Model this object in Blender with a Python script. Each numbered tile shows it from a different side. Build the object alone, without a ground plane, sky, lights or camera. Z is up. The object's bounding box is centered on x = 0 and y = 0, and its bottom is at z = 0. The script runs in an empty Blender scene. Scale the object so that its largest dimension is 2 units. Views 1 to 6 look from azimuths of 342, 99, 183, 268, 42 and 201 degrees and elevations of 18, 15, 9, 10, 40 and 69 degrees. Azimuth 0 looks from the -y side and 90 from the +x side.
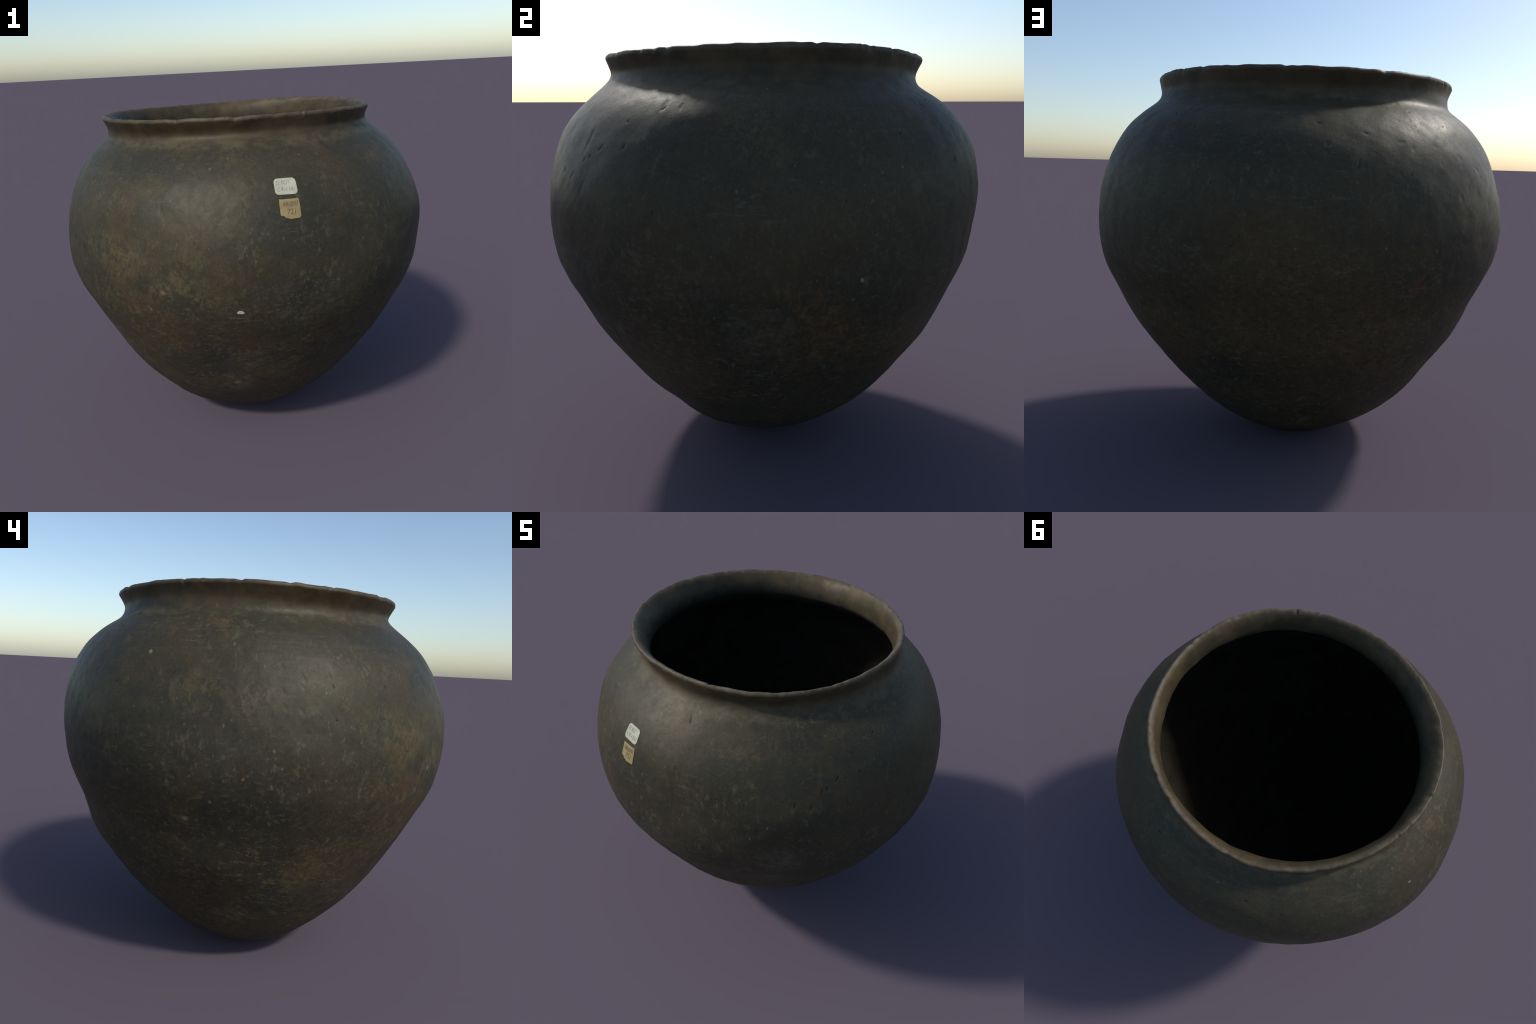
"""Old round-bottomed clay cooking pot with two paper labels on its shoulder."""
import bpy
import math
import numpy as np

rng = np.random.default_rng(7)

# ------------------------------------------------------------------ profile
# mean radius at fractions of the height of the lip's widest line
FRAC = np.array([0, .015, .04, .08, .14, .21, .29, .37, .45, .53, .61, .69,
                 .76, .82, .87, .9, .922, .938, .952, .966, .982, 1.0])
RADIUS = np.array([0, .2130, .3030, .4130, .5364, .6458, .7463, .8307, .8964, .9571, .9818, .9786,
                   .9557, .9154, .8571, .8052, .7552, .7158, .6928, .6852, .6938, .7075])
LIP_Z = 1.7738
# the hand-built wall is not round: cos/sin terms 1..6 of the radius (tenths of a mm) at fourteen heights
OUT_OF_ROUND_AT = np.array([0, .03, .08, .15, .24, .35, .47, .6, .72, .83, .91, .94, .965, 1.0])
OUT_OF_ROUND = 1e-4 * np.array([
    [-14, -2, 9, -2, 1, 1, -3, 3, -1, 0, 3, 0],
    [-150, 7, 112, -8, -39, -22, -9, 10, -10, -5, 9, -3],
    [-178, 60, 141, -10, -79, -40, 24, -1, 0, -4, -21, 22],
    [-122, 61, 163, 0, -20, 1, 51, -33, 48, -4, 11, 2],
    [-81, 59, 149, -10, 31, -28, 22, 9, 28, -18, 1, 12],
    [-9, 90, 159, -17, 27, -8, 33, 25, 20, 21, 9, -11],
    [52, -46, 167, 23, 30, -7, 29, 14, 9, 25, -32, -1],
    [11, -22, 182, 5, 6, 27, 18, -1, -17, 19, -24, -6],
    [28, 35, 129, -22, -1, -10, -8, -27, -22, 8, -33, 28],
    [33, 71, 79, -15, -21, -3, 13, 1, 39, -27, -5, 1],
    [74, 72, 109, -60, 0, 30, 15, -32, 20, -10, 10, 8],
    [66, 15, 132, -60, -21, 40, 0, -20, 0, 10, 0, 0],
    [-7, 74, 170, -60, -46, 20, 10, 0, 0, 10, 0, 0],
    [-119, 56, 156, -43, -36, -43, 5, 19, -28, 26, -2, 10]])
# places where the wall swells or sinks: deg, fraction of height, half widths of both, amount in metres
SWELLINGS = [(190, .895, 26, .045, .014), (-68, .76, 22, .10, -.005), (-16, .17, 22, .06, -.013), (128, .38, 16, .06, .011),
             (44, .40, 14, .05, .013), (44, .64, 16, .08, -.009), (-53, .36, 14, .06, .006), (190, .36, 16, .06, -.007),
             (145, .957, 55, .020, .011), (-18, .957, 20, .018, .005)]
# and its mouth is not level: cos/sin terms 1..4 of the lip's height
MOUTH_TILT = np.array([.0041, .0004, .0023, .0017, -.0011, .0036, -.0006, -.0006])

NECK_THICK, WALL_THICK, LIP_ROUND = .061, .063, .0165


def spline(x, y, q):
    """Natural cubic spline through (x, y), read at q."""
    n, h = len(x), np.diff(x)
    a, b = np.zeros((n, n)), np.zeros(n)
    a[0, 0] = a[-1, -1] = 1
    for i in range(1, n - 1):
        a[i, i - 1:i + 2] = h[i - 1], 2 * (h[i - 1] + h[i]), h[i]
        b[i] = 6 * ((y[i + 1] - y[i]) / h[i] - (y[i] - y[i - 1]) / h[i - 1])
    m = np.linalg.solve(a, b)
    j = np.clip(np.searchsorted(x, q) - 1, 0, n - 2)
    hh = h[j]
    s, t = (x[j + 1] - q) / hh, (q - x[j]) / hh
    return s * y[j] + t * y[j + 1] + ((s**3 - s) * m[j] + (t**3 - t) * m[j + 1]) * hh**2 / 6


def mean_radius(f):
    return spline(np.sqrt(FRAC), RADIUS, np.sqrt(f))


def flow(x, y, q):
    """Smooth curve through (x, y) without kinks at the given points."""
    slope, j = np.gradient(y, x), np.clip(np.searchsorted(x, q) - 1, 0, len(x) - 2)
    h = x[j + 1] - x[j]
    t = (q - x[j]) / h
    return (y[j] * (2 * t**3 - 3 * t**2 + 1) + y[j + 1] * (3 * t**2 - 2 * t**3)
            + h * slope[j] * (t**3 - 2 * t**2 + t) + h * slope[j + 1] * (t**3 - t**2))


def smooth(a, b, x):
    t = np.clip((x - a) / (b - a), 0, 1)
    return t * t * (3 - 2 * t)


def harmonics(theta):
    return np.concatenate([[np.cos(h * theta), np.sin(h * theta)] for h in range(1, 7)])


# ------------------------------------------------------------------ relief
def lumps(p, wavelength, count, seed, squash=1.0):
    """Soft irregular relief: plane waves in random directions, about -1..1."""
    r = np.random.default_rng(seed)
    out = np.zeros(p.shape[:-1], np.float32)
    for _ in range(count):
        d = r.normal(size=3)
        d = d / np.linalg.norm(d) * 2 * math.pi / wavelength * r.uniform(.6, 1.5)
        d[2] *= squash
        out += np.sin(p @ d.astype(np.float32) + r.uniform(0, 6.28)).astype(np.float32)
    return out / math.sqrt(count)


# short dark gaps: angle deg, height, length, width, lean deg from upright (left is plus)
SLITS = [(-28.5, 1.450, .036, .010, -35), (-33.1, 1.409, .026, .010, -35), (-40.8, 1.363, .026, .008, -15),
         (-36.3, 1.351, .034, .008, -22), (-31.5, 1.419, .014, .011, -40), (-21.2, 1.457, .020, .011, -35),
         (-13.7, 1.583, .024, .009, -55), (-22.5, 1.539, .016, .008, 60), (58.7, 1.609, .018, .009, 80),
         (54.1, 1.591, .022, .009, 45), (57.2, 1.400, .022, .006, 0), (40.4, 1.500, .016, .007, -50),
         (96.5, 1.558, .022, .013, 75), (108.1, 1.524, .024, .009, 70), (86.4, 1.571, .010, .008, 60),
         (105.2, 1.408, .034, .006, -12), (135.1, 1.569, .014, .008, -70), (143.9, 1.372, .016, .007, -35),
         (118.3, 1.377, .020, .007, -30), (-163.5, 1.394, .024, .006, 15), (-163.0, 1.270, .014, .006, 50),
         (-150.0, 1.276, .016, .006, 45), (-136.4, 1.114, .012, .008, 25), (-151.7, .912, .024, .006, 0),
         (-125.8, 1.253, .014, .008, 25), (-120.1, 1.286, .016, .006, 25), (-119.8, 1.550, .012, .006, 20),
         (-148.6, 1.399, .012, .006, 30), (-75.1, 1.629, .034, .006, 25), (31, 1.19, .014, .005, 80),
         (25, 1.30, .012, .006, 10), (-12, 1.26, .018, .005, 0), (72, 1.33, .014, .007, 30)]


def slit_depth(theta, z, radius):
    cut = np.zeros(theta.shape, np.float32)
    for deg, zc, length, width, lean in SLITS:
        a = (theta - math.radians(deg) + math.pi) % (2 * math.pi) - math.pi
        near = (np.abs(a) < .08) & (np.abs(z - zc) < .06)
        x, y, l = a[near] * radius[near], (z[near] - zc) * 1.15, -math.radians(lean)
        along, across = x * math.sin(l) + y * math.cos(l), x * math.cos(l) - y * math.sin(l)
        body = np.clip(1 - (along / length)**2 * 1.6, 0, 1)
        cut[near] += .0013 * body * np.exp(-(across / (width * .75 * (.25 + .75 * body)))**2)
    return cut


# chips seen on the lip: angle deg, width m, depth m, side (1 outer edge, -1 inner edge, 0 over the top)
CHIPS = [(-70.6, .022, .016, -1), (43.7, .036, .016, 1), (54.2, .028, .015, 1), (86.5, .030, .013, 1),
         (-172.4, .034, .014, 0), (172.7, .030, .013, 0), (158.7, .034, .011, 1), (24.6, .028, .010, 0),
         (-157.1, .030, .010, 0), (-159.1, .026, .013, 1), (-133.6, .060, .012, 1), (-130.7, .024, .016, 1),
         (-115.6, .050, .012, 1), (-108.7, .040, .014, 1), (-93.4, .050, .009, 1), (-19.8, .040, .015, 1),
         (-30.0, .034, .013, 1), (-81.3, .030, .014, 1), (-67.0, .040, .008, 1), (-44.2, .050, .010, 1),
         (-24.4, .036, .009, 1), (40.0, .022, .010, 1), (153.0, .018, .016, 1), (119.9, .050, .009, 1)]


def lip_damage(theta, radius):
    """Loss of clay round the lip: (outer edge, top, inner edge) in metres at each angle."""
    r = np.random.default_rng(31)
    loss = np.zeros((3, len(theta)))
    chips = list(CHIPS)
    for _ in range(56):
        chips.append((r.uniform(-180, 180), r.uniform(.012, .060), r.uniform(.0008, .0035), int(r.choice([-1, 0, 1, 1]))))
    for deg, width, depth, side in chips:
        width, depth = width * 1.4, depth * .4
        a = ((theta - math.radians(deg) + math.pi) % (2 * math.pi) - math.pi) * radius / width
        skew = r.uniform(.2, .8)
        notch = np.clip(np.minimum((a + skew) / skew, (1 - skew - a) / (1 - skew)), 0, 1)
        for k, s in enumerate((1, 0, -1)):
            loss[k] = np.maximum(loss[k], notch * depth * (1.0, .45, .1)[min(abs(s - side), 2)])
    return loss


# ------------------------------------------------------------------ the wall as one closed grid
N = 1200
theta = np.arange(N) * 2 * math.pi / N


def even_rows(lo, hi, step):
    """Fractions of the height spaced evenly along the profile."""
    f = np.linspace(0, 1, 6000)**2 * (hi - lo) + lo
    s = np.concatenate([[0], np.cumsum(np.hypot(np.diff(mean_radius(f)), np.diff(f) * LIP_Z))])
    return np.interp(np.linspace(0, s[-1], int(s[-1] / step)), s, f)


def ring_shape(f):
    """Radius and height of the undamaged outer wall at fractions f, all angles."""
    table = np.stack([flow(OUT_OF_ROUND_AT, c, f) for c in OUT_OF_ROUND.T], 1)
    h = harmonics(theta)
    r = mean_radius(f)[:, None] + (table @ h) * np.minimum(1, np.sqrt(f / .05))[:, None]
    for deg, at, wide, tall, amount in SWELLINGS:
        a = (np.degrees(theta) - deg + 180) % 360 - 180
        r = r + amount * np.exp(-((f - at) / tall)**2)[:, None] * np.exp(-(a / wide)**2)[None]
    z = f[:, None] * LIP_Z + smooth(.4, 1, f)[:, None] * (MOUTH_TILT @ h[:8])[None]
    return r, z


def xyz(r, z):
    return np.stack([r * np.cos(theta), r * np.sin(theta), z], -1).astype(np.float32)


f_out = even_rows(.00002, 1, .0046)
r_out, z_out = ring_shape(f_out)
p0 = xyz(r_out, z_out)

# relief of the outside: slow bulges, hand-sized lumps, dents of scraping, slits
low = smooth(.015, .10, f_out)[:, None] * (1 - smooth(.93, .99, f_out) * .6)[:, None]
relief = (.0010 * lumps(p0, .34, 26, 1) + .0010 * lumps(p0, .13, 36, 2) + .00024 * lumps(p0, .05, 44, 3))
shoulder = (smooth(.5, .72, f_out) * (1 - smooth(.93, .97, f_out)))[:, None]
scrape = lumps(p0 @ np.array([[1, 0, .5], [0, 1, -.5], [.3, -.3, 1]], np.float32), .055, 40, 5, .55)
relief -= shoulder * .0022 * smooth(.9, 2.6, scrape)
relief *= low
th2 = np.broadcast_to(theta, r_out.shape)
r_o = r_out + relief - slit_depth(th2, z_out, r_out)

# inside: the outer profile offset by the wall thickness, thinning to the lip
f_in = even_rows(.00002, .945, .011)[::-1]
eps = 1e-4
fa, fb = np.clip(f_in - eps, 1e-6, 1), np.clip(f_in + eps, 0, 1)
dr, dz = mean_radius(fb) - mean_radius(fa), (fb - fa) * LIP_Z
nr, nz = dz / np.hypot(dr, dz), -dr / np.hypot(dr, dz)
level = smooth(.90, .975, f_in)
nr, nz = nr * (1 - level) + level, nz * (1 - level)
nr, nz = nr / np.hypot(nr, nz), nz / np.hypot(nr, nz)
thick = NECK_THICK + (WALL_THICK - NECK_THICK) * (1 - smooth(.45, .75, f_in)) - .005 * smooth(.66, .80, f_in) * (1 - smooth(.82, .90, f_in))
r_i, z_i = ring_shape(f_in)
# the shoulder is thicker on one side than on the other
side = (np.degrees(theta) - 262 + 180) % 360 - 180
uneven = (.026 * np.exp(-(side / 30)**2) - .003)[None] * (smooth(.72, .88, f_in) * (1 - smooth(.91, .945, f_in)))[:, None]
uneven = uneven - .006 * (smooth(.55, .75, f_in) * (1 - smooth(.90, .94, f_in)))[:, None] * np.cos(theta - math.radians(15))[None]
uneven = uneven - .008 * smooth(.86, .945, f_in)[:, None] * np.cos(theta - math.radians(50))[None]
r_i = np.maximum(r_i - nr[:, None] * (thick[:, None] + uneven), .0005)
z_i = z_i - nz[:, None] * (thick[:, None] + uneven)
r_i += smooth(.03, .2, f_in)[:, None] * (.003 * lumps(xyz(r_i, z_i), .3, 20, 8) + .001 * lumps(xyz(r_i, z_i), .07, 24, 9))

# the lip: it rounds over from the outer edge to a crest, then runs down into the throat in one soft curve
a = np.linspace(0, math.pi / 2, 10)[1:]
edge = .011
r_a = r_o[-1][None] - edge * (1 - np.cos(a))[:, None]
z_a = z_out[-1][None] + (LIP_ROUND * np.sin(a)**.9)[:, None] * np.ones((1, N))
t = np.linspace(0, 1, 26)[1:-1, None]
ur, uz = r_i[0] - r_i[1], z_i[0] - z_i[1]
un = np.hypot(ur, uz)
ur, uz = ur / un * .35, np.sqrt(1 - (ur / un * .35)**2)
p0r, p0z, p3r, p3z = r_a[-1][None], z_a[-1][None], r_i[0][None], z_i[0][None]
p1r, p1z, p2r, p2z = p0r - .026, p0z - .003, p3r + ur * .058, p3z + uz * .058
r_b = (1 - t)**3 * p0r + 3 * (1 - t)**2 * t * p1r + 3 * (1 - t) * t**2 * p2r + t**3 * p3r
z_b = (1 - t)**3 * p0z + 3 * (1 - t)**2 * t * p1z + 3 * (1 - t) * t**2 * p2z + t**3 * p3z
r_c, z_c = np.vstack([r_a, r_b]), np.vstack([z_a, z_b])

R = np.vstack([r_o, r_c, r_i])
Z = np.vstack([z_out, z_c, z_i])
n_out, n_cap, n_in = len(r_o), len(r_c), len(r_i)

# position across the lip, -1 outer .. 1 inner, and how far a row lies from the crest
row = np.zeros(len(R))
row[:n_out] = -1 - (1 - f_out) * 60
row[n_out:n_out + len(a)] = -np.cos(a)
row[n_out + len(a):n_out + n_cap] = 4.5 * t[:, 0]
row[n_out + n_cap:] = 5 + (1 - f_in) * 60
loss = lip_damage(theta, .70)
w_out = np.exp(-np.abs((row + .85) / np.where(row < -.85, .42, .7))**2.4)
w_top = np.exp(-(row / .75)**2)
w_in = np.exp(-np.abs((row - .85) / np.where(row > .85, .42, .7))**2.4)
wave = lumps(np.stack([np.cos(theta), np.sin(theta), theta * 0], -1).astype(np.float32) * .7, .05, 30, 12)
wave2 = lumps(np.stack([np.cos(theta), np.sin(theta), theta * 0], -1).astype(np.float32) * .7, .11, 24, 13)
near_lip = np.exp(-np.abs(np.clip(np.abs(row) - 1, 0, None)) / 1.2)
R -= w_out[:, None] * loss[0][None] * .75
Z -= w_out[:, None] * loss[0][None] * .60 + w_top[:, None] * loss[1][None] + w_in[:, None] * loss[2][None] * .7
R += w_in[:, None] * loss[2][None] * .7
Z += near_lip[:, None] * (.0006 * wave + .0012 * wave2)[None]
R += near_lip[:, None] * (.0002 * np.roll(wave, 200) + .0012 * np.roll(wave2, 333))[None]

P = xyz(R, Z)
P[..., 2] -= P[..., 2].min()

# normals of the whole surface, shared by all its parts
tu = np.roll(P, -1, 1) - np.roll(P, 1, 1)
tv = np.gradient(P, axis=0)
NORMAL = np.cross(tu, tv)
NORMAL[0], NORMAL[-1] = (0, 0, -1), (0, 0, 1)
NORMAL /= np.maximum(np.linalg.norm(NORMAL, axis=-1, keepdims=True), 1e-12)


# ------------------------------------------------------------------ materials
class Nodes:
    def __init__(self, name):
        self.mat = bpy.data.materials.new(name)
        self.mat.use_nodes = True
        self.t = self.mat.node_tree
        self.bsdf = self.t.nodes["Principled BSDF"]
        self.pos = self.t.nodes.new("ShaderNodeTexCoord").outputs["Object"]

    def put(self, socket, v):
        if isinstance(v, bpy.types.NodeSocket):
            self.t.links.new(v, socket)
        elif isinstance(v, (tuple, list)) and len(v) == 3 and socket.type == "RGBA":
            socket.default_value = (*v, 1)
        else:
            socket.default_value = v

    def node(self, kind, out=0, props=None, **ins):
        n = self.t.nodes.new("ShaderNode" + kind)
        for k, v in (props or {}).items():
            setattr(n, k, v)
        for k, v in ins.items():
            self.put(n.inputs[int(k[1:])] if k[0] == "i" and k[1:].isdigit() else n.inputs[k.replace("_", " ")], v)
        return n.outputs[out]

    def math(self, op, a, b=0.0, clamp=False):
        return self.node("Math", props={"operation": op, "use_clamp": clamp}, i0=a, i1=b)

    def noise(self, vec, scale, detail=3.0, rough=.55, dist=0.0, out=0):
        return self.node("TexNoise", out, Vector=vec, Scale=scale, Detail=detail, Roughness=rough, Distortion=dist)

    def ramp(self, v, lo, hi, a=0.0, b=1.0):
        return self.node("MapRange", props={"interpolation_type": "SMOOTHSTEP"}, i0=v, i1=lo, i2=hi, i3=a, i4=b)

    def mix(self, fac, a, b, mode="MIX"):
        n = self.t.nodes.new("ShaderNodeMix")
        n.data_type, n.blend_type = "RGBA", mode
        self.put(n.inputs[0], fac)
        self.put(n.inputs[6], a)
        self.put(n.inputs[7], b)
        return n.outputs[2]

    def mapping(self, scale, rot=(0, 0, 0), loc=(0, 0, 0), vec=None):
        return self.node("Mapping", Vector=vec or self.pos, Location=loc, Rotation=rot, Scale=scale)


# stains, worn places and painted side tints of the wall: place, size, colour, strength
SHADE_SIDE_TINT = (.068, .046, .021)  # warm brown lift matching the tone of the side away from the sun
OCHRE, RUST, CLAY, DARKENED, ASH, OLIVE, RED = ((.088, .066, .029), (.105, .060, .024), (.120, .092, .062),
                                           (.021, .020, .015), (.086, .081, .056), (.074, .063, .029), (.100, .034, .022))
STAINS = [((.82, .32, 1.42), .60, SHADE_SIDE_TINT, .42), ((.0, .95, .85), .60, SHADE_SIDE_TINT, .65), ((.62, .68, .70), .36, SHADE_SIDE_TINT, .6), ((.50, .62, .62), .22, RUST, .45), ((-.35, .78, .68), .28, RUST, .35), ((.80, -.25, .55), .25, SHADE_SIDE_TINT, .5), ((.66, -.72, 1.25), .42, DARKENED, .38), ((-.80, -.60, 1.20), .17, OCHRE, .75), ((-.86, -.47, 1.25), .12, OLIVE, .6), ((-.64, -.75, 1.07), .10, OCHRE, .85),
          ((-.55, -.81, 1.11), .09, OCHRE, .75), ((-.43, -.87, 1.04), .12, OCHRE, .6), ((-.60, -.67, .82), .16, RUST, .45),
          ((-.28, -.64, .45), .13, CLAY, .75), ((-.53, -.82, 1.21), .14, OLIVE, .5), ((-.27, -.70, 1.62), .13, OCHRE, .3),
          ((-.22, -.83, .74), .12, RED, .28), ((-.74, -.66, .99), .12, RED, .25), ((-.43, -.71, .66), .18, DARKENED, .8),
          ((-.05, -.95, 1.02), .28, DARKENED, .5), ((-.05, -.93, .90), .12, ASH, .45), ((-.27, -.76, .63), .15, ASH, .3),
          ((.12, -.94, .96), .15, ASH, .35), ((-.10, -.745, .55), .17, OCHRE, .4), ((.90, .33, .90), .16, RUST, .75),
          ((.966, .234, 1.005), .05, RUST, .75), ((.82, .40, .79), .18, RUST, .8), ((.815, -.13, .61), .14, OCHRE, .45),
          ((.896, .118, 1.506), .16, OLIVE, .6), ((.924, .205, 1.42), .11, OLIVE, .5), ((.999, -.08, 1.08), .16, OLIVE, .3),
          ((.94, .15, .84), .18, ASH, .6), ((.847, -.25, .73), .06, CLAY, .5), ((.32, .58, .40), .075, RED, .8),
          ((-.525, .80, .94), .07, RED, .5), ((.06, .96, 1.11), .20, RUST, .22), ((.24, .83, .76), .16, OCHRE, .3),
          ((-.47, .82, .92), .22, RUST, .22), ((-.05, .45, .20), .15, OLIVE, .6), ((.24, .73, .55), .12, DARKENED, .8),
          ((-.926, .256, 1.363), .13, OCHRE, .5), ((-.965, .027, 1.34), .14, CLAY, .4), ((-.89, .28, .87), .09, OCHRE, .7),
          ((-.79, -.22, .61), .14, OCHRE, .8), ((-.79, .15, 1.613), .13, RUST, .45), ((-.94, 0, .85), .40, DARKENED, .8),
          ((-.84, .52, 1.12), .25, DARKENED, .45), ((-.645, .09, .34), .12, CLAY, .45), ((.449, -.696, 1.57), .12, OCHRE, .5),
          ((.15, -.70, 1.66), .12, CLAY, .3), ((.80, -.56, .93), .26, DARKENED, .45), ((.68, -.64, 1.02), .17, ASH, .55)]
# single flecks: place, size, colour
FLECKS = [((.872, .473, 1.034), .013, (.20, .20, .17)), ((-.791, .432, 1.49), .014, (.24, .19, .12)),
          ((-.995, .058, 1.043), .010, (.20, .10, .04)), ((-.964, -.214, .96), .012, (.16, .15, .06)),
          ((-.05, -.955, 1.03), .010, (.20, .20, .18)), ((-.89, .275, .855), .022, (.16, .13, .06)),
          ((-.63, -.755, 1.06), .022, (.16, .12, .06)), ((-.28, -.64, .447), .028, (.17, .13, .08))]


def clay_colour(n):
    """Colour and roughness of the fired wall, the same on every part of it."""
    p = n.pos
    warp = n.noise(p, 7, 5, .62, out=1)
    pw = n.node("VectorMath", props={"operation": "MULTIPLY_ADD"}, i0=warp, i1=(.17, .17, .17), i2=p)
    pw = n.node("VectorMath", props={"operation": "SUBTRACT"}, i0=pw, i1=(.085, .085, .085))

    broad = n.noise(n.mapping((1, 1, 1), loc=(3.1, 1.7, .4)), 2.1, 5, .6, .3)
    tone = n.noise(n.mapping((1, 1, 1), loc=(9.1, 4.7, 2.4)), 3.3, 6, .6)
    fine = n.noise(p, 26, 6, .68)
    grain = n.noise(p, 85, 4, .7)

    col = n.mix(n.ramp(broad, .36, .64), (.0355, .033, .020), (.044, .0355, .0195))
    col = n.mix(n.ramp(tone, .50, .72, 0, .75), col, (.054, .035, .016))
    # lower wall is mixed browner; the border wanders with the noise
    hz = n.node("SeparateXYZ", 2, Vector=pw)
    lower_brown = n.math("MULTIPLY", n.ramp(n.math("ADD", hz, n.math("MULTIPLY", broad, .7)), 1.55, 1.05), .6)
    col = n.mix(lower_brown, col, (.046, .033, .0165))
    # cloudy smoke marks
    smoke = n.noise(n.mapping((1, 1, 1.3), loc=(1.3, 8.2, 5.5)), 4.2, 6, .62, .5)
    col = n.mix(n.ramp(smoke, .47, .60, 0, .72), col, (.025, .025, .018))

    # stains, plus tints laid on for the shaded and lit sides
    dapple = n.noise(n.mapping((30, 30, 20), rot=(.3, .2, .5)), 1.0, 8, .74)
    for place, size, colour, strength in STAINS:
        d = n.node("VectorMath", 1, {"operation": "DISTANCE"}, i0=pw, i1=place)
        m = n.ramp(d, size, size * .2, 0, strength)
        if colour is not DARKENED and colour is not SHADE_SIDE_TINT:
            m = n.math("MULTIPLY", m, n.ramp(dapple, .42, .60, .08, 1.35))
        col = n.mix(m, col, colour)

    # rubbed dabs all over, oblique, clustered
    dab = n.noise(n.mapping((30, 30, 17), rot=(.5, .4, .3)), 1.0, 5, .72)
    where = n.ramp(n.noise(n.mapping((1, 1, 1), loc=(4, 4, 9)), 3.7, 4, .6), .34, .66)
    col = n.mix(n.math("MULTIPLY", n.ramp(dab, .545, .635), n.math("MULTIPLY", where, .62)), col, (.100, .088, .052))
    # pale scuffs running round the belly
    scuff = n.noise(n.mapping((13, 13, 62)), 1.0, 5, .7)
    where2 = n.ramp(n.noise(n.mapping((1, 1, 1), loc=(7, 2, 1)), 4.5, 3, .6), .46, .66)
    col = n.mix(n.math("MULTIPLY", n.ramp(scuff, .56, .65, 0, .45), where2), col, (.110, .102, .074))
    # gritty flecks of ochre and grey, lying crosswise and thickest on the lower wall
    grit = n.noise(n.mapping((34, 34, 58), rot=(.12, .1, 0), loc=(3, 5, 8)), 1.0, 6, .72)
    low = n.ramp(n.math("ADD", hz, n.math("MULTIPLY", tone, .8)), 1.75, 1.15, .12, 1)
    where4 = n.ramp(n.noise(n.mapping((1, 1, 1), loc=(8, 3, 11)), 5.2, 4, .65), .36, .62, .15, 1)
    hue = n.mix(n.ramp(n.noise(n.mapping((1, 1, 1), loc=(2, 9, 4)), 9, 3, .6), .40, .60), (.112, .080, .035), (.100, .092, .062))
    col = n.mix(n.math("MULTIPLY", n.ramp(grit, .535, .615, 0, .85), n.math("MULTIPLY", low, where4)), col, hue)
    pit = n.noise(n.mapping((30, 30, 44), loc=(9, 1, 2)), 1.0, 6, .7)
    col = n.mix(n.math("MULTIPLY", n.ramp(pit, .54, .62, 0, .55), low), col, (.017, .015, .011))
    # upright rub marks
    rub = n.noise(n.mapping((48, 48, 9), loc=(2, 7, 0)), 1.0, 5, .7)
    where3 = n.ramp(n.noise(n.mapping((1, 1, 1), loc=(1, 12, 6)), 3.1, 3, .6), .42, .64)
    col = n.mix(n.math("MULTIPLY", n.ramp(rub, .52, .70, 0, .22), where3), col, (.088, .078, .040))
    # wiping streaks drawn round the shoulder
    streak = n.noise(n.mapping((2.2, 2.2, 70)), 1.0, 4, .6)
    band = n.math("MULTIPLY", n.ramp(hz, 1.42, 1.56), n.ramp(hz, 1.74, 1.64))
    col = n.mix(n.math("MULTIPLY", n.ramp(streak, .50, .72, 0, .22), band), col, (.090, .080, .058))
    # tiny specks of temper
    for scale, size, amount, colour in ((34, .17, .83, (.17, .16, .125)), (62, .22, .79, (.14, .125, .09)), (18, .09, .84, (.15, .125, .065)), (48, .15, .88, (.15, .11, .05))):
        v = n.t.nodes.new("ShaderNodeTexVoronoi")
        v.inputs["Scale"].default_value = scale
        jitter = n.node("VectorMath", props={"operation": "MULTIPLY_ADD"}, i0=n.noise(p, scale * 1.7, 2, .6, out=1), i1=(.42 / scale,) * 3, i2=n.mapping((1, 1, .62), rot=(.5, .6, 0)))
        n.put(v.inputs["Vector"], jitter)
        pick = n.math("GREATER_THAN", n.node("SeparateColor", 0, Color=v.outputs["Color"]), amount)
        m = n.math("MULTIPLY", n.ramp(v.outputs["Distance"], n.math("MULTIPLY", n.node("SeparateColor", 1, Color=v.outputs["Color"]), size * 1.7), 0, 0, .95), pick)
        col = n.mix(n.math("MULTIPLY", m, n.ramp(fine, .35, .6)), col, colour)
    # fine grain
    col = n.mix(n.ramp(grain, .3, .72, 0, 1), n.mix(.24, col, (.014, .013, .010)), n.mix(.10, col, (.12, .112, .080)))
    col = n.mix(n.ramp(fine, .42, .70, 0, .22), col, (.024, .022, .016))
    for place, size, colour in FLECKS:
        pf = n.node("VectorMath", props={"operation": "MULTIPLY_ADD"}, i0=n.noise(p, 40, 2, out=1), i1=(.02, .02, .02), i2=p)
        d = n.node("VectorMath", 1, {"operation": "DISTANCE"}, i0=pf, i1=tuple(c + .01 for c in place))
        col = n.mix(n.ramp(d, size * .85, size * .3, 0, .85), col, colour)

    # neck foot painted lighter, where the slope catches the sun
    pzz = n.node("SeparateXYZ", 2, Vector=p)
    ring = n.math("MULTIPLY", n.ramp(pzz, 1.635, 1.665), n.ramp(pzz, 1.71, 1.68))
    sunlit_tint = n.ramp(n.noise(n.mapping((14, 14, 26), loc=(5, 1, 2)), 1.0, 6, .68), .40, .64, 0, .6)
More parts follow.
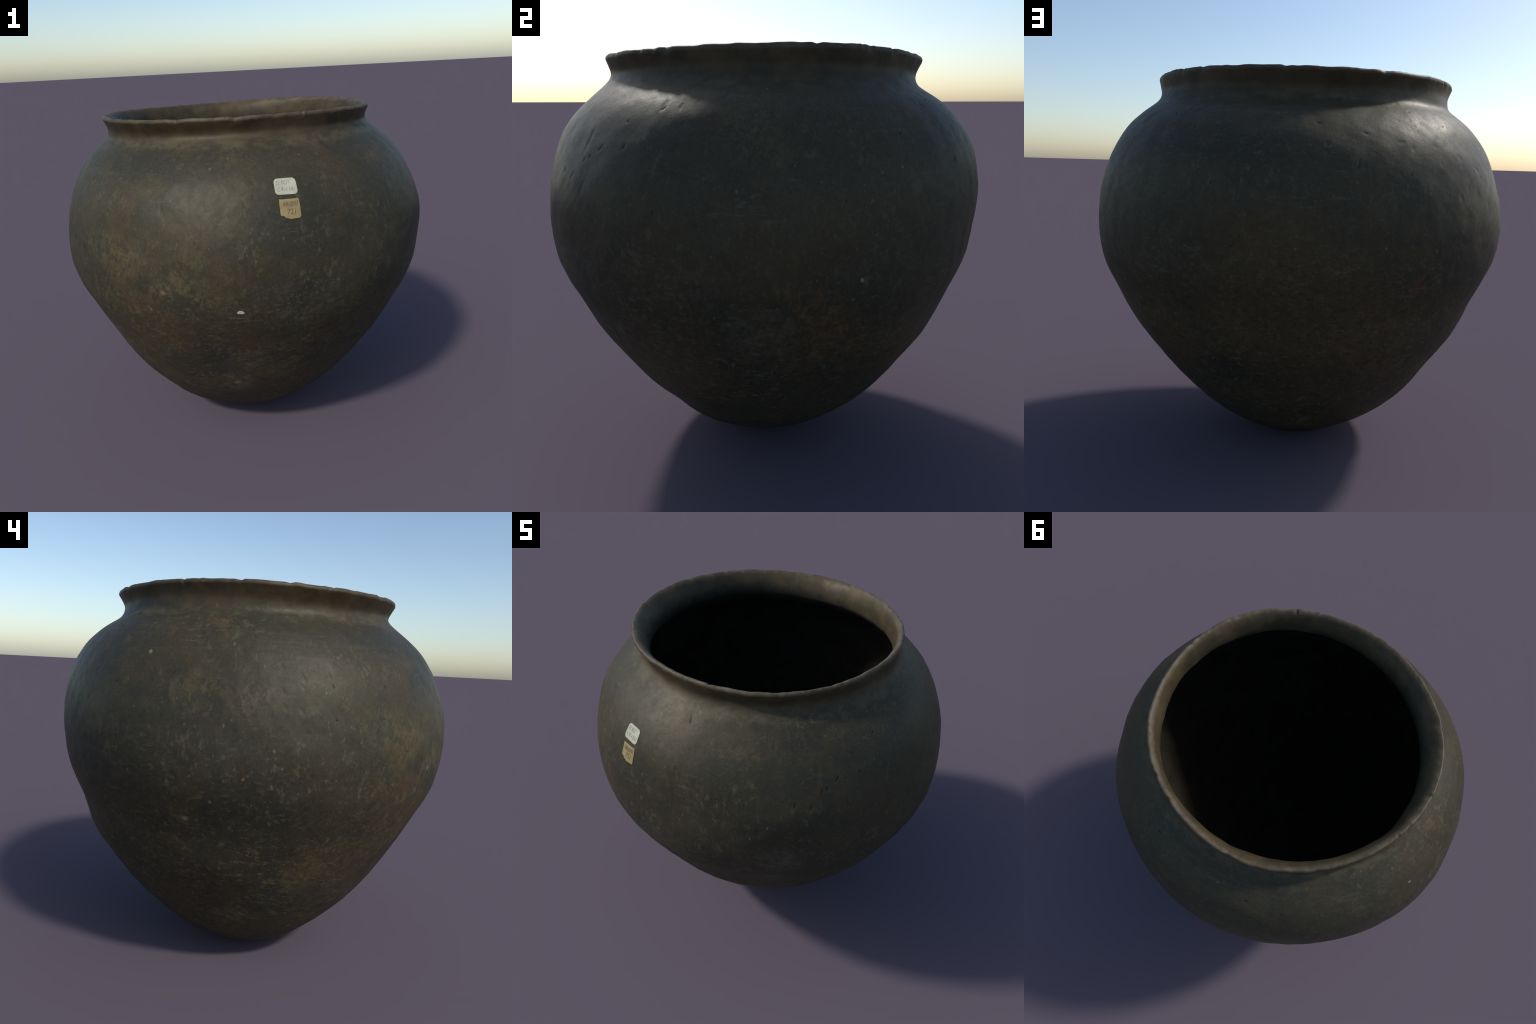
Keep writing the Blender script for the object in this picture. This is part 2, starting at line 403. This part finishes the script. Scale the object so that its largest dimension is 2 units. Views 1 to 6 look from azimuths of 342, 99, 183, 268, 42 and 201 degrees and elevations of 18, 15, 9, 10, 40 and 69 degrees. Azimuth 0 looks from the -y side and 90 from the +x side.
    col = n.mix(n.math("MULTIPLY", ring, sunlit_tint), col, (.098, .084, .048))
    # brown, handled neck and worn lip
    neck = n.ramp(n.math("ADD", n.node("SeparateXYZ", 2, Vector=p), n.math("MULTIPLY", n.noise(p, 9, 5, .65), .07)), 1.685, 1.765)
    brown = n.mix(n.ramp(n.noise(n.mapping((9, 9, 11)), 1.0, 7, .7), .35, .65), (.036, .028, .016), (.068, .049, .025))
    col = n.mix(n.math("MULTIPLY", neck, .92), col, brown)
    edge = n.ramp(n.math("ADD", n.node("SeparateXYZ", 2, Vector=p), n.math("MULTIPLY", n.noise(p, 22, 5, .65), .030)), 1.786, 1.806)
    bare = n.mix(n.ramp(fine, .35, .65), (.066, .052, .034), (.118, .093, .066))
    col = n.mix(n.math("MULTIPLY", edge, .75), col, bare)

    rough = n.math("ADD", n.ramp(fine, .3, .7, .47, .55), n.math("ADD", n.ramp(dab, .5, .7, 0, .08), n.ramp(hz, 1.15, .85, 0, .12)))
    bump = n.math("ADD", n.math("MULTIPLY", grain, .5), n.math("MULTIPLY", fine, 1.3))
    return col, rough, bump


def finish(n, col, rough, bump, strength=.15, specular=.26):
    n.put(n.bsdf.inputs["Base Color"], col)
    n.put(n.bsdf.inputs["Roughness"], rough)
    n.bsdf.inputs["Specular IOR Level"].default_value = specular
    n.bsdf.inputs["Specular Tint"].default_value = (1, .95, .80, 1)
    if bump is not None:
        n.put(n.bsdf.inputs["Normal"], n.node("Bump", Strength=strength, Distance=.006, Height=bump))
    return n.mat


n = Nodes("fired_clay")
CLAY_MAT = finish(n, *clay_colour(n))

n = Nodes("dark_inner_clay")
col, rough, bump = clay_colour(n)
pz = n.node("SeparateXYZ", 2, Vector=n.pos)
inner_dark = n.ramp(n.math("ADD", n.math("MULTIPLY", n.node("SeparateXYZ", 0, Vector=n.pos), .045), n.math("ADD", pz, n.math("MULTIPLY", n.noise(n.pos, 14, 6, .7), .10))), 1.770, 1.690)  # border raised toward -x, blackening the flare for the shade there
inner_dark_col = n.mix(n.ramp(n.noise(n.pos, 9, 6, .65), .35, .68), (.011, .0095, .007), (.020, .017, .0115))
INNER_DARK_MAT = finish(n, n.mix(inner_dark, col, inner_dark_col), n.math("ADD", rough, n.math("MULTIPLY", inner_dark, .3)), bump)


def paper(name, pale, dark, spot):
    n = Nodes(name)
    c = n.mix(n.ramp(n.noise(n.pos, 34, 5, .6), .35, .65), pale, dark)
    c = n.mix(n.ramp(n.noise(n.mapping((90, 90, 240)), 1.0, 4, .65), .5, .75, 0, .5), c, spot)
    return finish(n, c, .75, n.noise(n.pos, 160, 3, .6), .1, .3)


def plain(name, colour, rough=.7):
    n = Nodes(name)
    c = n.mix(n.ramp(n.noise(n.pos, 120, 3, .6), .35, .65), tuple(c * .8 for c in colour), tuple(min(1, c * 1.2) for c in colour))
    return finish(n, c, rough, None, specular=.3)


# ------------------------------------------------------------------ building
scene = bpy.context.scene


def link(obj, parent):
    scene.collection.objects.link(obj)
    obj.parent = parent
    return obj


pot = bpy.data.objects.new("clay_pot", None)
scene.collection.objects.link(pot)
pot["label"] = "dark grey-brown round-bottomed clay pot with chipped flaring rim and two paper labels"
pot["category"] = "clay pot"


def wall_part(name, lo, hi, material):
    """Rows lo..hi of the closed wall grid as a mesh of its own."""
    rows = hi - lo + 1
    co, no = P[lo:hi + 1].reshape(-1, 3), NORMAL[lo:hi + 1].reshape(-1, 3)
    i, j = np.meshgrid(np.arange(rows - 1), np.arange(N), indexing="ij")
    k = (j + 1) % N
    quads = np.stack([i * N + j, i * N + k, (i + 1) * N + k, (i + 1) * N + j], -1).reshape(-1, 4)
    caps = []
    if lo == 0:
        caps.append(np.arange(N)[::-1])
    if hi == len(P) - 1:
        caps.append((rows - 1) * N + np.arange(N))
    loops = np.concatenate([quads.ravel(), *caps]) if caps else quads.ravel()
    sizes = np.concatenate([np.full(len(quads), 4), [len(c) for c in caps]]).astype(np.int32)
    me = bpy.data.meshes.new(name)
    me.vertices.add(len(co))
    me.vertices.foreach_set("co", np.ascontiguousarray(co, np.float32).ravel())
    me.loops.add(len(loops))
    me.loops.foreach_set("vertex_index", loops.astype(np.int32))
    me.polygons.add(len(sizes))
    me.polygons.foreach_set("loop_start", np.concatenate([[0], np.cumsum(sizes)[:-1]]).astype(np.int32))
    me.update(calc_edges=True)
    me.polygons.foreach_set("use_smooth", np.ones(len(sizes), bool))
    me.normals_split_custom_set_from_vertices(no.astype(np.float32))
    me.materials.append(material)
    return link(bpy.data.objects.new(name, me), pot)


r_neck = int(np.searchsorted(f_out, .915))
r_rim = int(np.searchsorted(f_out, .978))
r_in = n_out + len(a) + 5
wall_part("body", 0, r_neck, CLAY_MAT)
wall_part("neck", r_neck, r_rim, CLAY_MAT)
wall_part("rim", r_rim, r_in, CLAY_MAT)
wall_part("inner_wall", r_in, len(P) - 1, INNER_DARK_MAT)


def on_wall(ang, z, lift):
    """Points lying `lift` above the outer wall at an angle and a height."""
    j = np.round(np.asarray(ang) % (2 * math.pi) / (2 * math.pi) * N).astype(int) % N
    out = []
    for jj, aa, zz in zip(j, ang, z):
        lo, hi = n_out // 6, int(n_out * .93)
        i = lo + int(np.searchsorted(P[lo:hi, jj, 2], zz))
        t = (zz - P[i - 1, jj, 2]) / (P[i, jj, 2] - P[i - 1, jj, 2])
        q = P[i - 1, jj] * (1 - t) + P[i, jj] * t
        rad = math.hypot(q[0], q[1])
        nn = NORMAL[i, jj]
        out.append((rad * math.cos(aa) + nn[0] * lift, rad * math.sin(aa) + nn[1] * lift, zz + nn[2] * lift))
    return out


class Patch:
    """A slip of paper lying on the wall; corners (deg, height) in the order tl, tr, br, bl."""
    def __init__(self, corners):
        self.c = np.array([(math.radians(d), z) for d, z in corners])

    def at(self, u, v, lift):
        u, v = np.asarray(u, float), np.asarray(v, float)
        tl, tr, br, bl = self.c
        q = ((1 - u) * v)[:, None] * tl + (u * v)[:, None] * tr + (u * (1 - v))[:, None] * br + ((1 - u) * (1 - v))[:, None] * bl
        return on_wall(q[:, 0], q[:, 1], lift)


def slip(name, patch, outline, material, lift=.0022):
    """Paper with a given outline in 0..1 coordinates: face, and an edge turned down to the wall."""
    outline = np.array(outline)
    centre = outline.mean(0)
    steps = np.linspace(1, .04, 12)
    verts, faces, k = [], [], len(outline)
    verts += patch.at(*outline.T, -.003)
    for s in steps:
        verts += patch.at(*(centre + (outline - centre) * s).T, lift)
    for r in range(len(steps)):
        for i in range(k):
            j = (i + 1) % k
            faces.append((r * k + i, r * k + j, (r + 1) * k + j, (r + 1) * k + i))
    faces.append([len(steps) * k + i for i in range(k)])
    me = bpy.data.meshes.new(name)
    me.from_pydata(verts, [], faces)
    me.materials.append(material)
    me.update()
    return link(bpy.data.objects.new(name, me), pot)


def rounded(radius_x, radius_y, wobble=0.0, n=7):
    pts = []
    for cx, cy, a0 in ((1 - radius_x, 1 - radius_y, 0), (radius_x, 1 - radius_y, 90), (radius_x, radius_y, 180), (1 - radius_x, radius_y, 270)):
        for t in np.linspace(0, 90, n):
            b = math.radians(a0 + t)
            pts.append((cx + radius_x * math.cos(b), cy + radius_y * math.sin(b)))
    # extra points along the straight sides so that they follow the wall
    full = []
    for i, q in enumerate(pts):
        nx = pts[(i + 1) % len(pts)]
        m = max(1, int(math.hypot(nx[0] - q[0], nx[1] - q[1]) / .08))
        for s in range(m):
            full.append((q[0] + (nx[0] - q[0]) * s / m + wobble * rng.normal(), q[1] + (nx[1] - q[1]) * s / m + wobble * rng.normal()))
    return full


def writing(patch, lines, ink, parent, seed):
    """Hand-written lines laid on a label: (text, left, base, width, height) in label coordinates."""
    r = np.random.default_rng(seed)
    verts, faces = [], []
    for text, left, base, width, height in lines:
        cu = bpy.data.curves.new("handwriting", "FONT")
        cu.body, cu.shear, cu.offset, cu.resolution_u = text, .18, -.012, 3
        tmp = bpy.data.objects.new("handwriting_helper", cu)
        scene.collection.objects.link(tmp)
        bpy.context.view_layer.update()
        me = bpy.data.meshes.new_from_object(tmp.evaluated_get(bpy.context.evaluated_depsgraph_get()))
        bpy.data.objects.remove(tmp)
        bpy.data.curves.remove(cu)
        co = np.array([v.co[:2] for v in me.vertices])
        co = (co - co.min(0)) / np.maximum(np.ptp(co, axis=0), 1e-6)
        u = left + co[:, 0] * width
        v = base + co[:, 1] * height + .012 * np.sin(co[:, 0] * 9 + r.uniform(0, 6)) + .02 * co[:, 0]
        start = len(verts)
        verts += patch.at(u, v, .0034)
        faces += [[start + i for i in p.vertices] for p in me.polygons]
        bpy.data.meshes.remove(me)
    me = bpy.data.meshes.new("handwriting")
    me.from_pydata(verts, [], faces)
    me.materials.append(ink)
    me.update()
    ob = link(bpy.data.objects.new("handwriting", me), parent)
    return ob


# darkness inside each gap, modelled as a near-black sliver over its shallow dent
gap_black = plain("gap_shadow_black", (.009, .008, .006), .9)
for deg, zc, length, width, lean in SLITS:
    l, a0, c = -math.radians(lean), math.radians(deg), .9
    side = rng.uniform(-.25, .25)
    ring = []
    for t in np.linspace(0, 2 * math.pi, 19)[:-1]:
        y, x = length * .45 * math.cos(t), width * .25 * math.sin(t) * (1 + side * math.cos(t)) * abs(math.sin(t))**.4
        across, up = x * math.cos(l) + y * math.sin(l), y * math.cos(l) - x * math.sin(l)
        ring.append((a0 + across / c, zc + up * .87))
    ring = np.array(ring)
    pts = on_wall(ring[:, 0], ring[:, 1], .0003) + on_wall([a0 + side * .001], [zc], .0007)
    me = bpy.data.meshes.new("gap_shadow_sliver")
    me.from_pydata(pts, [], [(18, i, (i + 1) % 18) for i in range(18)])
    me.materials.append(gap_black)
    me.update()
    link(bpy.data.objects.new("gap_shadow_sliver", me), pot)

white = Patch([(-97.9, 1.530), (-91.5, 1.530), (-91.5, 1.466), (-97.9, 1.468)])
ob = slip("paper_label", white, rounded(.17, .24), paper("white_paper", (.43, .43, .335), (.38, .37, .28), (.33, .325, .26)))
writing(white, [("D. ROT", .10, .60, .62, .25), ("C4-116", .10, .20, .72, .25)], plain("grey_ink", (.27, .27, .225)), ob, 1)

tan = Patch([(-97.2, 1.452), (-91.5, 1.450), (-91.6, 1.368), (-97.2, 1.368)])
torn = [(.01, .98), (.0, .8), (.005, .6), (.0, .4), (.01, .22), (.06, .19), (.18, .16), (.22, .09), (.34, .05), (.46, .0), (.6, .01),
        (.75, .01), (.93, .02), (1.0, .10), (.995, .3), (1.0, .5), (.99, .7), (.985, .9), (.97, 1.0), (.8, .99), (.6, .975), (.4, .98), (.2, .97)]
ob = slip("paper_label", tan, torn, paper("yellowed_paper", (.29, .225, .105), (.23, .18, .085), (.19, .145, .065)))
writing(tan, [("ARGENT", .17, .62, .78, .22), ("721", .34, .22, .42, .26)], plain("brown_ink", (.125, .088, .04)), ob, 2)

spot = Patch([(-110.2, .974), (-108.2, .974), (-108.2, .954), (-110.2, .954)])
blob = [(.5 + .5 * math.cos(t), .34 + (.55 if math.sin(t) > 0 else .16) * math.sin(t) + .05 * math.cos(3 * t + .5))
        for t in np.linspace(0, 2 * math.pi, 36)[:-1]]
slip("paint_spot", spot, blob, plain("white_paint", (.36, .35, .33)))
scratch = Patch([(-112.6, .941), (-107.6, .930), (-107.6, .9275), (-112.6, .937)])
slip("scratch_mark", scratch, [(0, .5), (.2, 1), (.4, .8), (.6, .9), (.8, .8), (1, .5), (.8, .2), (.6, .1), (.4, .3), (.2, 0)],
     plain("pale_scratch", (.10, .10, .085)), .0008)
